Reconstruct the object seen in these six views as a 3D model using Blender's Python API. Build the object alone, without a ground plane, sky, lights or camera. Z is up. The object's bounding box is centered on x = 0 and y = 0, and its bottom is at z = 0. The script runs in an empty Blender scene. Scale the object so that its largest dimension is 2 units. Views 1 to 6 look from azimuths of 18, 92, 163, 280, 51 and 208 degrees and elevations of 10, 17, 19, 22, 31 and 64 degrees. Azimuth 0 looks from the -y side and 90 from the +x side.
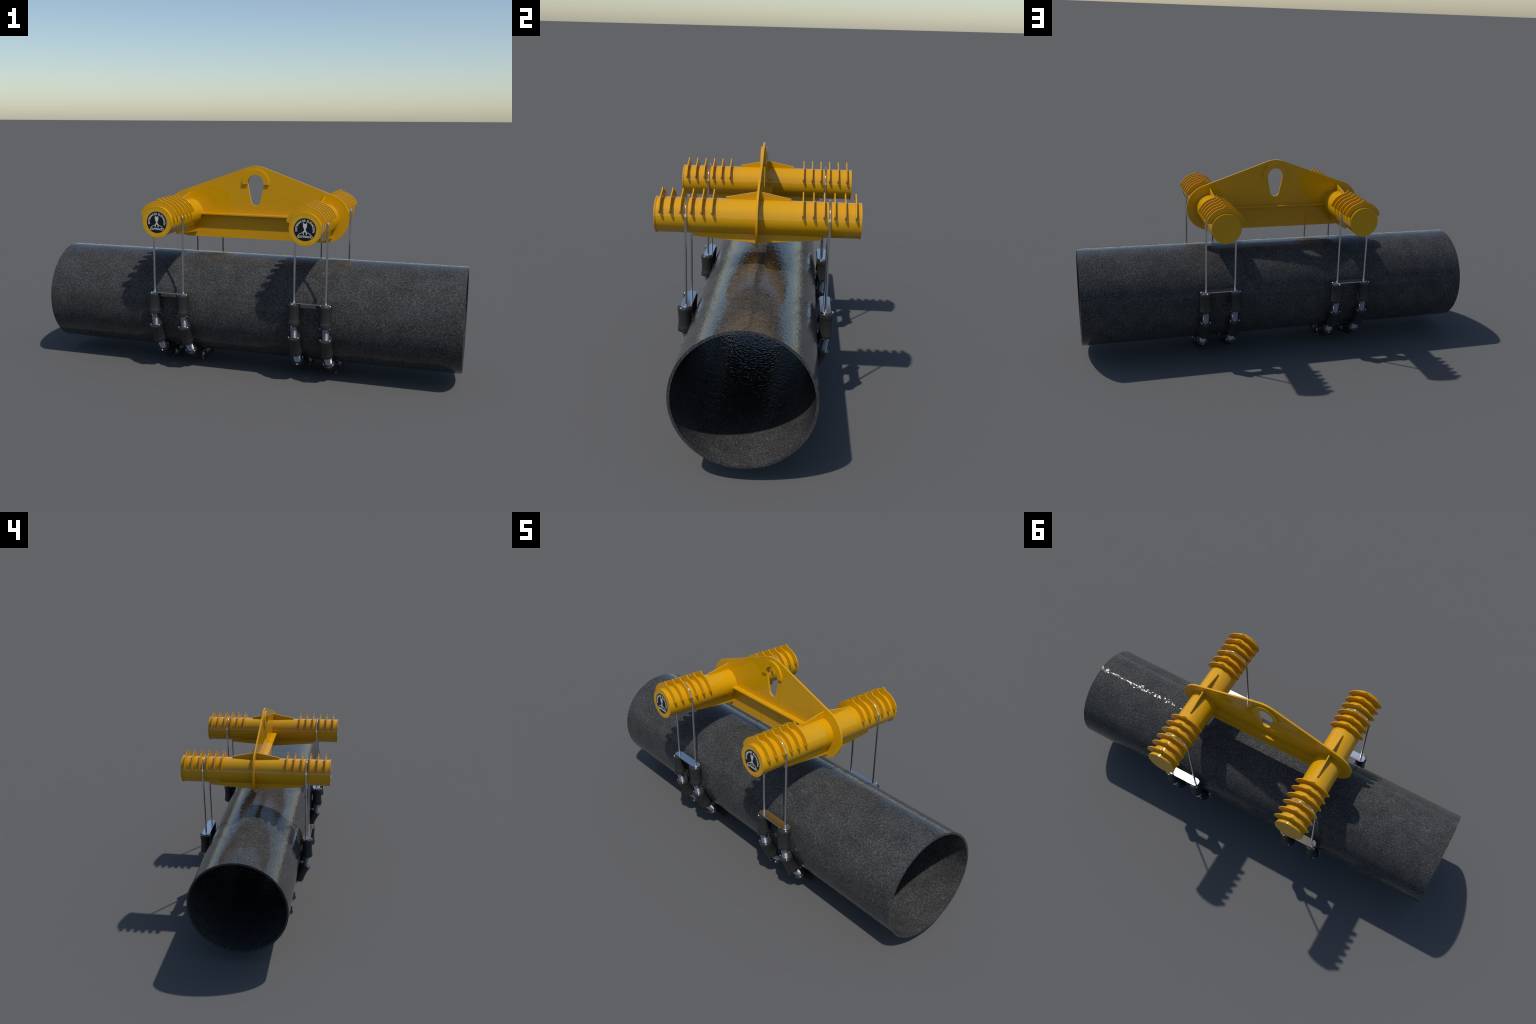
"""Large steel pipe hanging in two roller slings under a yellow spreader beam."""
import bpy, math
from mathutils import Vector, Matrix

PI = math.pi
COLL = bpy.context.scene.collection

# ------------------------------------------------------------------ dimensions
PIPE_R, PIPE_WALL, PIPE_Z = 0.2437, 0.0096, 0.3013
TUBE_X, TUBE_Z, TUBE_R, TUBE_END = 0.340, 0.737, 0.0685, 0.3935
PLATE_T = 0.0084
ROPE_R, ROPE_Y = 0.0048, 0.272
CHAIN_DX, CHAIN_Y, CHAIN_R = 0.0725, 0.2766, 0.2767
SLEEVE_L = 0.0995
SLEEVE_TOP = 0.3845


# ------------------------------------------------------------------ materials
def new_mat(name):
    m = bpy.data.materials.new(name)
    m.use_nodes = True
    return m, m.node_tree.nodes, m.node_tree.links, m.node_tree.nodes["Principled BSDF"]


def simple_mat(name, colour, rough, metal=0.0, spec=0.5):
    m, n, l, b = new_mat(name)
    b.inputs["Base Color"].default_value = (*colour, 1)
    b.inputs["Roughness"].default_value = rough
    b.inputs["Metallic"].default_value = metal
    b.inputs["Specular IOR Level"].default_value = spec
    return m


def ramp(n, stops):
    r = n.new("ShaderNodeValToRGB")
    el = r.color_ramp.elements
    while len(el) < len(stops):
        el.new(0.5)
    for e, (p, c) in zip(el, stops):
        e.position, e.color = p, (*c, 1)
    return r


def noise(n, l, coord, scale, detail=2.0, rough=0.5, distortion=0.0):
    t = n.new("ShaderNodeTexNoise")
    t.inputs["Scale"].default_value = scale
    t.inputs["Detail"].default_value = detail
    t.inputs["Roughness"].default_value = rough
    t.inputs["Distortion"].default_value = distortion
    l.new(coord, t.inputs["Vector"])
    return t


YELLOW = (0.62, 0.312, 0.0025)


def make_paint():
    m, n, l, b = new_mat("yellow_gloss_paint")
    tc = n.new("ShaderNodeTexCoord")
    t = noise(n, l, tc.outputs["Object"], 6.0, 2.0)
    r = ramp(n, [(0.3, tuple(c * 0.99 for c in YELLOW)), (0.7, tuple(min(1, c * 1.01) for c in YELLOW))])
    l.new(t.outputs["Fac"], r.inputs["Fac"])
    l.new(r.outputs["Color"], b.inputs["Base Color"])
    b.inputs["Roughness"].default_value = 0.035
    return m


def make_cap_paint():
    """Printed cap face: yellow with a mottled, faintly ticked ring around the emblem."""
    m, n, l, b = new_mat("printed_cap_yellow")
    tc = n.new("ShaderNodeTexCoord")
    sep = n.new("ShaderNodeSeparateXYZ")
    l.new(tc.outputs["Object"], sep.inputs[0])

    def math_node(op, a=None, c=None, va=0.0, vc=0.0):
        q = n.new("ShaderNodeMath")
        q.operation = op
        q.inputs[0].default_value, q.inputs[1].default_value = va, vc
        if a is not None:
            l.new(a, q.inputs[0])
        if c is not None:
            l.new(c, q.inputs[1])
        return q.outputs[0]

    x2 = math_node("MULTIPLY", sep.outputs["X"], sep.outputs["X"])
    z2 = math_node("MULTIPLY", sep.outputs["Z"], sep.outputs["Z"])
    rad = math_node("SQRT", math_node("ADD", x2, z2))
    off = math_node("ABSOLUTE", math_node("SUBTRACT", rad, None, vc=0.0565))
    band = n.new("ShaderNodeMapRange")
    l.new(off, band.inputs["Value"])
    band.inputs["From Min"].default_value, band.inputs["From Max"].default_value = 0.0075, 0.002
    ang = math_node("ARCTAN2", sep.outputs["X"], sep.outputs["Z"])
    tick = math_node("SINE", math_node("MULTIPLY", ang, None, vc=40.0))
    t1 = noise(n, l, tc.outputs["Object"], 70.0, 2.0)
    tickn = math_node("MULTIPLY", math_node("ADD", math_node("MULTIPLY", tick, None, vc=0.16), t1.outputs["Fac"]), band.outputs["Result"])
    base = ramp(n, [(0.33, (0.62, 0.275, 0.006)), (0.5, YELLOW), (0.70, (0.49, 0.315, 0.008))])
    t2 = noise(n, l, tc.outputs["Object"], 34.0, 1.0)
    l.new(t2.outputs["Fac"], base.inputs["Fac"])
    mix = n.new("ShaderNodeMix")
    mix.data_type = "RGBA"
    l.new(math_node("MULTIPLY", tickn, None, vc=0.9), mix.inputs["Factor"])
    l.new(base.outputs["Color"], mix.inputs["A"])
    mix.inputs["B"].default_value = (0.68, 0.42, 0.04, 1)
    l.new(mix.outputs["Result"], b.inputs["Base Color"])
    b.inputs["Roughness"].default_value = 0.06
    return m


def make_pipe_mat(name, relief):
    """Dark coated steel: fine salt-and-pepper grain, glossy, with a slightly uneven skin."""
    m, n, l, b = new_mat(name)
    tc = n.new("ShaderNodeTexCoord")
    co = tc.outputs["Object"]
    g1 = noise(n, l, co, 170.0, 3.0, 0.6)
    c1 = ramp(n, [(0.30, (0.024, 0.024, 0.024)), (0.48, (0.045, 0.045, 0.045)), (0.60, (0.070, 0.070, 0.070)), (0.76, (0.138, 0.138, 0.138))])
    l.new(g1.outputs["Fac"], c1.inputs["Fac"])
    g2 = noise(n, l, co, 14.0, 3.0)
    c2 = ramp(n, [(0.35, (0.86, 0.86, 0.86)), (0.65, (1.1, 1.1, 1.1))])
    l.new(g2.outputs["Fac"], c2.inputs["Fac"])
    mul = n.new("ShaderNodeMix")
    mul.data_type, mul.blend_type = "RGBA", "MULTIPLY"
    mul.inputs["Factor"].default_value = 1.0
    l.new(c1.outputs["Color"], mul.inputs["A"])
    l.new(c2.outputs["Color"], mul.inputs["B"])
    l.new(mul.outputs["Result"], b.inputs["Base Color"])
    b.inputs["Roughness"].default_value = 0.022
    # thin matt film: weak mirror face-on, strong at grazing angles
    lw = n.new("ShaderNodeLayerWeight")
    lw.inputs["Blend"].default_value = 0.5
    sp = n.new("ShaderNodeMapRange")
    l.new(lw.outputs["Facing"], sp.inputs["Value"])
    for k, q in (("From Min", 0.35), ("From Max", 0.85), ("To Min", 0.05), ("To Max", 0.62)):
        sp.inputs[k].default_value = q
    l.new(sp.outputs["Result"], b.inputs["Specular IOR Level"])
    f1 = noise(n, l, co, 80.0, 1.0, 0.5)
    bump1 = n.new("ShaderNodeBump")
    bump1.inputs["Strength"].default_value = 1.0
    bump1.inputs["Distance"].default_value = relief
    l.new(f1.outputs["Fac"], bump1.inputs["Height"])
    f2 = noise(n, l, co, 42.0, 1.0, 0.5)
    bump2 = n.new("ShaderNodeBump")
    bump2.inputs["Strength"].default_value = 1.0
    bump2.inputs["Distance"].default_value = 0.0003
    l.new(f2.outputs["Fac"], bump2.inputs["Height"])
    l.new(bump1.outputs["Normal"], bump2.inputs["Normal"])
    l.new(bump2.outputs["Normal"], b.inputs["Normal"])
    return m


M_PAINT = make_paint()
M_CAP = make_cap_paint()
M_PIPE = make_pipe_mat("speckled_dark_coating", 0.00085)
M_BORE = make_pipe_mat("rough_pipe_bore", 0.0016)
M_CHROME = simple_mat("polished_steel", (0.78, 0.78, 0.79), 0.08, 1.0)
M_BAR = simple_mat("bright_steel", (0.78, 0.78, 0.79), 0.14, 1.0)
M_SPRING = simple_mat("spring_steel", (0.60, 0.64, 0.70), 0.37, 0.95)
M_RIVET = simple_mat("white_metal", (0.86, 0.86, 0.86), 0.3, 0.8)
M_RUBBER = simple_mat("black_rubber", (0.024, 0.024, 0.024), 0.42, 0.0, 0.4)
M_BLACK = simple_mat("emblem_black", (0.008, 0.008, 0.009), 0.12)
M_WHITE = simple_mat("emblem_white", (0.55, 0.57, 0.59), 0.3)


# ------------------------------------------------------------------ builders
def finish(me, mat, angle=35):
    me.materials.clear()
    me.materials.append(mat)
    for p in me.polygons:
        p.use_smooth = True
    me.set_sharp_from_angle(angle=math.radians(angle))
    return me


def mesh(name, verts, faces, mat, angle=35):
    me = bpy.data.meshes.new(name)
    me.from_pydata([tuple(v) for v in verts], [], faces)
    me.validate()
    me.update()
    return finish(me, mat, angle)


def obj(name, data, parent=None, loc=(0, 0, 0), rot=None):
    o = bpy.data.objects.new(name, data)
    COLL.objects.link(o)
    o.parent = parent
    mat = Matrix.Translation(Vector(loc))
    if rot is not None:
        mat = mat @ rot.to_4x4()
    o.matrix_local = mat
    return o


def lathe(profile, seg=48, closed=False):
    """Revolve (radius, z) pairs about local Z."""
    verts, faces, rings = [], [], []
    for r, z in profile:
        if r < 1e-7:
            rings.append([len(verts)])
            verts.append((0, 0, z))
        else:
            rings.append(list(range(len(verts), len(verts) + seg)))
            verts += [(r * math.cos(2 * PI * i / seg), r * math.sin(2 * PI * i / seg), z) for i in range(seg)]
    pairs = list(zip(rings, rings[1:])) + ([(rings[-1], rings[0])] if closed else [])
    for a, b in pairs:
        for i in range(seg):
            j = (i + 1) % seg
            if len(a) == 1:
                faces.append((a[0], b[j], b[i]))
            elif len(b) == 1:
                faces.append((a[i], a[j], b[0]))
            else:
                faces.append((a[i], a[j], b[j], b[i]))
    return verts, faces


def sweep(path, radius, sides=10, cap=True):
    """Round bar along a list of points, parallel-transported frame."""
    path = [Vector(p) for p in path]
    verts, faces = [], []
    t0 = (path[1] - path[0]).normalized()
    nrm = t0.orthogonal().normalized()
    prev = t0
    for k, p in enumerate(path):
        t = (path[min(k + 1, len(path) - 1)] - path[max(k - 1, 0)]).normalized()
        nrm = (prev.rotation_difference(t) @ nrm)
        nrm = (nrm - t * nrm.dot(t)).normalized()
        bi = t.cross(nrm)
        prev = t
        verts += [p + radius * (math.cos(2 * PI * i / sides) * nrm + math.sin(2 * PI * i / sides) * bi) for i in range(sides)]
    for k in range(len(path) - 1):
        a, b = k * sides, (k + 1) * sides
        faces += [(a + i, a + (i + 1) % sides, b + (i + 1) % sides, b + i) for i in range(sides)]
    if cap:
        faces.append(tuple(reversed(range(sides))))
        faces.append(tuple(range(len(verts) - sides, len(verts))))
    return verts, faces


def slab(name, loops, thick, mat, bevel=0.00025, angle=35):
    """Flat plate: outline + holes drawn in x-z, thickness along y (centred)."""
    cu = bpy.data.curves.new(name, "CURVE")
    cu.dimensions, cu.fill_mode = "2D", "BOTH"
    for pts in loops:
        s = cu.splines.new("POLY")
        s.points.add(len(pts) - 1)
        for q, (x, z) in zip(s.points, pts):
            q.co = (x, z, 0, 1)
        s.use_cyclic_u = True
    cu.extrude = thick / 2 - bevel
    cu.bevel_depth, cu.bevel_resolution, cu.offset = bevel, 0, -bevel
    tmp = bpy.data.objects.new(name, cu)
    COLL.objects.link(tmp)
    dg = bpy.context.evaluated_depsgraph_get()
    me = bpy.data.meshes.new_from_object(tmp.evaluated_get(dg))
    bpy.data.objects.remove(tmp)
    bpy.data.curves.remove(cu)
    me.transform(Matrix.Rotation(PI / 2, 4, "X"))
    me.name = name
    return finish(me, mat, angle)


def arc(cx, cz, r, a0, a1, k):
    return [(cx + r * math.cos(math.radians(a0 + (a1 - a0) * i / k)), cz + r * math.sin(math.radians(a0 + (a1 - a0) * i / k))) for i in range(k + 1)]


# ------------------------------------------------------------------ steel pipe
pv, pf = lathe([(PIPE_R, -1.0), (PIPE_R, 1.0), (PIPE_R - PIPE_WALL, 1.0), (PIPE_R - PIPE_WALL, -1.0)], 64, closed=True)
pipe_me = mesh("steel_pipe", [(z, x, y) for x, y, z in pv], pf, M_PIPE)
pipe_me.materials.append(M_BORE)
for p in pipe_me.polygons:  # the bore is the strip of faces looking at the axis
    if p.normal.y * p.center.y + p.normal.z * p.center.z < -0.05:
        p.material_index = 1
pipe = obj("steel_pipe", pipe_me, loc=(0, 0, PIPE_Z))
pipe["label"] = "long dark speckled hollow steel pipe lying level"
pipe["category"] = "pipe"

# ------------------------------------------------------------------ spreader beam
SHIFT = Vector((-0.001, 0.001, 0))  # the slings hang a hair off centre
beam = obj("spreader_beam", None)
beam.empty_display_size = 0.1
beam["label"] = "glossy yellow lifting beam with two ribbed cross tubes"
beam["category"] = "lifting beam"

# central web plate: tapered triangle with round lobes at the tubes and a keyhole eye
LOBE, SLOPE, APEX_Z, APEX_R = 0.1165, 19.33, 0.9733, 0.125
half = arc(TUBE_X, TUBE_Z, LOBE, -90, 90 - SLOPE, 36) + arc(0, APEX_Z - APEX_R, APEX_R, 90 - SLOPE, 90, 8)
outline = half + [(-x, z) for x, z in reversed(half[:-1])]
KEY_Z, KEY_R, SLOT_Z, SLOT_R = 0.8905, 0.0400, 0.8072, 0.0238
lean = math.degrees(math.asin((KEY_R - SLOT_R) / (KEY_Z - SLOT_Z)))
keyhole = arc(0, KEY_Z, KEY_R, -lean, 180 + lean, 32) + arc(0, SLOT_Z, SLOT_R, 180 + lean, 360 - lean, 20)
web = obj("web_plate", slab("web_plate", [outline, keyhole], PLATE_T, M_PAINT), beam)

# horseshoe bosses reinforcing the eye on both faces
horseshoe = arc(0, KEY_Z - 0.001, 0.0672, -4.5, 184.5, 40) + arc(0, KEY_Z, KEY_R + 0.0004, 180 + 7, -7, 32)
boss_me = slab("eye_boss", [horseshoe], 0.0084, M_PAINT)
for s in (-1, 1):
    obj("eye_boss", boss_me, beam, loc=(0, s * (PLATE_T / 2 + 0.0041), 0))


def box(x0, x1, y0, y1, z0, z1):
    v = [(x, y, z) for x in (x0, x1) for y in (y0, y1) for z in (z0, z1)]
    return v, [(0, 1, 3, 2), (4, 6, 7, 5), (0, 4, 5, 1), (2, 3, 7, 6), (0, 2, 6, 4), (1, 5, 7, 3)]


# stiffening ledges along both faces of the web
for s in (-1, 1):
    y0, y1 = sorted((s * 0.003, s * 0.0312))
    v, f = box(-0.285, 0.285, y0, y1, 0.7335, 0.7400)
    obj("stiffener_ledge", mesh("stiffener_ledge", v, f, M_PAINT), beam)

tube_v, tube_f = lathe([(0, -0.3895), (TUBE_R, -0.3895), (TUBE_R, 0.3895), (0, 0.3895)], 64)
tube_me = mesh("cross_tube", [(x, z, -y) for x, y, z in tube_v], tube_f, M_PAINT)

# guide fin: saddle crescent over the tube, rounded horns, small eyelet on top
FIN_R, FIN_A, HORN = 0.0948, 70.5, 0.0115


def fin_outline():
    pts = []
    base = math.radians(FIN_A)

    def pol(r, a):  # a measured from vertical, clockwise
        return (r * math.sin(a), r * math.cos(a))
    # right half from eyelet top to the horn and back under the tube skin
    right = [(0, 0.1052), (0.0028, 0.1048), (0.0052, 0.1034), (0.0070, 0.1010), (0.0086, 0.0985), (0.0108, 0.0962), (0.0140, 0.0947)]
    a_start = math.asin(0.0165 / FIN_R)
    corner_a = base - HORN / FIN_R * 0.62
    right += [pol(FIN_R - 0.0004 * (1 - i / 24), a_start + (corner_a - a_start) * i / 24) for i in range(25)]
    cx, cz = pol(FIN_R - HORN, corner_a)
    right += [(cx + HORN * math.sin(corner_a + math.radians(d)), cz + HORN * math.cos(corner_a + math.radians(d))) for d in (15, 30, 45, 60, 75, 90, 105)]
    right += [pol(TUBE_R - 0.004, base - 0.01)]
    right += [pol(TUBE_R - 0.004, base * (1 - i / 10)) for i in range(1, 10)]
    return right, [(-x, z) for x, z in reversed(right[1:])]


fr, fl = fin_outline()
fin_me = slab("guide_fin", [fr + [(0, TUBE_R - 0.004)] + fl, arc(0, 0.0938, 0.0040, 0, 342, 19)], 0.0046, M_PAINT, bevel=0.0002)

upper_gusset = slab("upper_gusset", [[(-0.125, 0.03), (0.125, 0.03), (0.125, 0.0770), (0.008, 0.1006), (-0.008, 0.1006), (-0.125, 0.0770)]], 0.0062, M_PAINT)
lower_gusset = slab("lower_gusset", [[(0.248, -0.03), (-0.248, -0.03), (-0.248, -0.0722), (-0.006, -0.0922), (0.006, -0.0922), (0.248, -0.0722)]], 0.0062, M_PAINT)

CAP_R = 0.0711
cap_v, cap_f = lathe([(0, 0), (CAP_R, 0), (CAP_R, 0.0046), (CAP_R - 0.0006, 0.0052), (0, 0.0052)], 64)
plain_cap_me = mesh("end_cap", [(x, z, -y) for x, y, z in cap_v], cap_f, M_PAINT)
print_cap_me = mesh("printed_end_cap", [(x, -z, y) for x, y, z in cap_v], cap_f, M_CAP)

# emblem pieces (all on the -y face, local x-z plane)
DISC_R = 0.0480
disc_v, disc_f = lathe([(0, 0), (DISC_R, 0), (DISC_R, 0.0007), (0, 0.0007)], 64)
disc_me = mesh("emblem_disc", [(x, -z, y) for x, y, z in disc_v], disc_f, M_BLACK)


def letter_mesh(ch, size):
    cu = bpy.data.curves.new("letter", "FONT")
    cu.body, cu.size, cu.align_x, cu.align_y = ch, size, "CENTER", "CENTER"
    cu.extrude, cu.resolution_u, cu.offset = 0.0003, 3, size * 0.03
    tmp = bpy.data.objects.new("letter", cu)
    COLL.objects.link(tmp)
    dg = bpy.context.evaluated_depsgraph_get()
    me = bpy.data.meshes.new_from_object(tmp.evaluated_get(dg))
    bpy.data.objects.remove(tmp)
    bpy.data.curves.remove(cu)
    return me


def merge(parts, name, mat):
    verts, faces = [], []
    for me, mtx in parts:
        k = len(verts)
        verts += [mtx @ v.co for v in me.vertices]
        faces += [tuple(i + k for i in p.vertices) for p in me.polygons]
        bpy.data.meshes.remove(me)
    return mesh(name, verts, faces, mat)


STAND = Matrix.Rotation(PI / 2, 4, "X")  # text plane (x, y) -> (x, z), facing -y
WIDE = {"M": 1.35, "I": 0.55, "N": 1.08, "A": 1.05, "O": 1.12, "C": 1.05}


def spaced(word):
    """Centre of each glyph along the word, 0..1, by relative glyph width."""
    w = [WIDE.get(ch, 1.0) for ch in word]
    total, pos, out = sum(w), 0.0, []
    for q in w:
        out.append((pos + q / 2) / total)
        pos += q
    return out


arc_parts = []
for word, a0, a1 in (("SISTEMAS", -106, -25), ("DE", -20, 4), ("ELEVACION", 11, 107)):
    for ch, u in zip(word, spaced(word)):
        a = a0 + (a1 - a0) * u
        arc_parts.append((letter_mesh(ch, 0.0122), STAND @ Matrix.Rotation(-math.radians(a), 4, "Z") @ Matrix.Translation((0, 0.0375, 0))))
arc_text = merge(arc_parts, "arc_lettering", M_WHITE)
word_parts = []
for ch, u in zip("ESPINACO", spaced("ESPINACO")):
    u = 2 * u - 1
    word_parts.append((letter_mesh(ch, 0.0125 + 0.0035 * abs(u) ** 3), STAND @ Matrix.Translation((0.0325 * u, -0.0308, 0))))
word_text = merge(word_parts, "name_lettering", M_WHITE)
figure_loops = [
    [(-0.0080, 0.0310), (-0.0088, 0.0170), (-0.0062, 0.0080), (-0.0028, 0.0010), (-0.0026, -0.0030), (-0.0090, -0.0090), (-0.0078, -0.0235), (-0.0048, -0.0235), (-0.0050, -0.0150), (-0.0008, -0.0090),
     (0.0014, -0.0090), (0.0046, -0.0150), (0.0046, -0.0235), (0.0078, -0.0235), (0.0098, -0.0120), (0.0034, -0.0030), (0.0034, 0.0010), (0.0070, 0.0090), (0.0088, 0.0180), (0.0076, 0.0310), (0.0048, 0.0255), (0.0000, 0.0240), (-0.0042, 0.0255)],
]
figure = slab("emblem_figure", figure_loops, 0.0006, M_WHITE, bevel=0.00005)


def ribbon(pts, w):
    L, R = [], []
    for k, p in enumerate(pts):
        a, b = pts[max(k - 1, 0)], pts[min(k + 1, len(pts) - 1)]
        d = Vector((b[0] - a[0], b[1] - a[1])).normalized()
        L.append((p[0] - d.y * w, p[1] + d.x * w))
        R.append((p[0] + d.y * w, p[1] - d.x * w))
    return L + R[::-1]


sweep_l = ribbon([(-0.0060, -0.0125), (-0.0140, -0.0145), (-0.0220, -0.0180), (-0.0280, -0.0232)], 0.0011)
sweep_r = [(-x, z) for x, z in reversed(sweep_l)]
brace_me = slab("emblem_brace", [sweep_l, sweep_r], 0.0006, M_WHITE, bevel=0.00005)

FIN_Y = [0.1700 + 0.0398 * i for i in range(6)]
for s in (-1, 1):
    tube = obj("cross_tube", tube_me, beam, loc=(s * TUBE_X, 0, TUBE_Z))
    for y in [-q for q in reversed(FIN_Y)] + FIN_Y:
        obj("guide_fin", fin_me, tube, loc=(0, y, 0))
    quarter = Matrix.Rotation(PI / 2, 3, "Z")
    obj("upper_gusset", upper_gusset, tube, rot=quarter)
    for dx in (-0.0335, 0.0335):
        obj("lower_gusset", lower_gusset, tube, loc=(dx, 0, 0), rot=quarter)
    obj("end_cap", plain_cap_me, beam, loc=(s * TUBE_X, TUBE_END - 0.0052, TUBE_Z))
    cap = obj("end_cap", print_cap_me, beam, loc=(s * TUBE_X, -TUBE_END + 0.0052, TUBE_Z))
    front = -0.0052
    obj("emblem_disc", disc_me, cap, loc=(0, front, 0))
    for nm, me in (("emblem_lettering", arc_text), ("emblem_lettering", word_text), ("emblem_figure", figure), ("emblem_brace", brace_me)):
        obj(nm, me, cap, loc=(0, front - 0.0008, 0))

# ------------------------------------------------------------------ roller slings
# sleeve: spool-shaped rubber grip, axis along local -Z from the top flange
PROFILE = [(0.0160, 0.0), (0.0285, 0.0), (0.0293, 0.0010), (0.0293, 0.0090), (0.0286, 0.0135), (0.0276, 0.0220), (0.0265, 0.0360), (0.0260, 0.0500), (0.0262, 0.0620),
           (0.0265, 0.0720), (0.0270, 0.0765), (0.0281, 0.0800), (0.0284, 0.0820), (0.0285, 0.0850), (0.0285, 0.0960), (0.0279, 0.0986), (0.0266, SLEEVE_L), (0.0160, SLEEVE_L)]
sv, sf = lathe([(r, -t) for r, t in reversed(PROFILE)], 40, closed=True)
sleeve_me = mesh("rubber_sleeve", sv, sf, M_RUBBER, 50)
rv, rf = lathe([(0, -0.0034)] + [(0.0034 * math.cos(a), 0.0034 * math.sin(a)) for a in [math.radians(d) for d in (-60, -30, 0, 30, 60)]] + [(0, 0.0034)], 14)
rivet_me = mesh("rivet", rv, rf, M_RIVET, 80)
RIVET_RING = 0.0250


def ring_point(deg):
    """Chain path in the y-z plane: angle 0 = -y side at pipe height, 90 = bottom."""
    a = math.radians(deg)
    return Vector((0, -CHAIN_R * math.cos(a), PIPE_Z - CHAIN_R * math.sin(a)))


STEP = 2 * math.degrees(math.asin(SLEEVE_L / 2 / CHAIN_R))
GAP = (90 - STEP / 2 - 14.6 - 2 * STEP) / 2
segments = [(Vector((0, -CHAIN_Y, SLEEVE_TOP)), Vector((0, -CHAIN_Y, SLEEVE_TOP - SLEEVE_L)))]
deg = 14.6
for _ in range(5):
    segments.append((ring_point(deg), ring_point(deg + STEP)))
    deg += STEP + GAP
segments.append((Vector((0, CHAIN_Y, SLEEVE_TOP - SLEEVE_L)), Vector((0, CHAIN_Y, SLEEVE_TOP))))


def frame(a, b, roll):
    """Rotation taking local -Z to the direction a->b, local -Y outward, then rolled."""
    d = (b - a).normalized()
    z = -d
    x = Vector((1, 0, 0))
    y = z.cross(x).normalized()
    return Matrix((x, y, z)).transposed() @ Matrix.Rotation(math.radians(roll), 3, "Z")


def link_path(a, b, k):
    """Straight run from the end of one sleeve to the start of the next, tucked into both."""
    d = (b[0] - a[1]).normalized() * 0.005
    p0, p1 = a[1] - d, b[0] + d
    return [p0.lerp(p1, i / k) for i in range(k + 1)]


def spring_mesh(a, b, coil_r=0.0152, wire=0.0010, turns=15, per=22):
    axis = link_path(a, b, turns * per)
    pts = []
    for i, p in enumerate(axis):
        t = (axis[min(i + 1, len(axis) - 1)] - axis[max(i - 1, 0)]).normalized()
        x = Vector((1, 0, 0))
        y = t.cross(x).normalized()
        w = 2 * PI * i / per
        pts.append(p + coil_r * (math.cos(w) * x + math.sin(w) * y))
    v, f = sweep(pts, wire, 6)
    return mesh("coil_spring", v, f, M_SPRING, 80)


spring_mes = [spring_mesh(a, b) for a, b in zip(segments, segments[1:])]
core_mes = []
for a, b in zip(segments, segments[1:]):
    v, f = sweep(link_path(a, b, 2), 0.0126, 24)
    core_mes.append(mesh("spring_core", v, f, M_RUBBER, 60))

# rope loop over the tube, in local x-z about the tube axis
drop = SLEEVE_TOP - TUBE_Z
RUN = TUBE_R + ROPE_R - 0.0008
path = [(-RUN, 0, drop + (0 - drop) * i / 6) for i in range(6)]
path += [(RUN * math.cos(PI - PI * i / 32), 0, RUN * math.sin(PI - PI * i / 32)) for i in range(33)]
path += [(RUN, 0, drop * i / 6) for i in range(1, 7)]
v, f = sweep(path, ROPE_R, 16)
rope_me = mesh("steel_rope", v, f, M_CHROME, 60)

BAR_R, BAR_T = 0.0215, 0.0042
stadium = arc(CHAIN_DX, 0, BAR_R, -90, 90, 20) + arc(-CHAIN_DX, 0, BAR_R, 90, 270, 20)
bar_me = slab("clamp_bar", [stadium], BAR_T, M_BAR, bevel=0.0004)
bar_me.transform(Matrix.Rotation(PI / 2, 4, "X"))
wv, wf = lathe([(0, 0), (0.0190, 0), (0.0190, 0.0031), (0, 0.0031)], 32)
washer_me = mesh("washer", wv, wf, M_CHROME)

# rivet phase of each sleeve round the chain (degrees, 0 = facing outward); the far side mirrors the near one
ROLLS = {1: (63, 60, 60, 20, 0, 60, -7), -1: (-7, 60, 0, -25, 60, 60, 63)}
for s in (-1, 1):
    sling = obj("roller_sling", None, loc=(s * TUBE_X + SHIFT.x, SHIFT.y, 0))
    sling.empty_display_size = 0.05
    sling["label"] = "steel rope sling with black rubber sleeves and springs"
    sling["category"] = "lifting sling"
    for side in (-1, 1):
        obj("steel_rope", rope_me, sling, loc=(0, side * ROPE_Y, TUBE_Z))
        obj("clamp_bar", bar_me, sling, loc=(0, side * ROPE_Y, SLEEVE_TOP + 0.003 + BAR_T / 2))
    for c in (-1, 1):
        x = c * CHAIN_DX
        for k, (a, b) in enumerate(segments):
            sleeve = obj("rubber_sleeve", sleeve_me, sling, loc=(x, a.y, a.z), rot=frame(a, b, ROLLS[c][k]))
            for zz in (0.0012, -SLEEVE_L - 0.0008):
                for q in range(3):
                    w = -PI / 2 + q * 2 * PI / 3
                    obj("rivet", rivet_me, sleeve, loc=(RIVET_RING * math.cos(w), RIVET_RING * math.sin(w), zz))
        for me in spring_mes:
            obj("coil_spring", me, sling, loc=(x, 0, 0))
        for me in core_mes:
            obj("spring_core", me, sling, loc=(x, 0, 0))
        for side in (-1, 1):
            obj("washer", washer_me, sling, loc=(x, side * (ROPE_Y + 0.0015), SLEEVE_TOP - 0.0003))

bpy.context.view_layer.update()
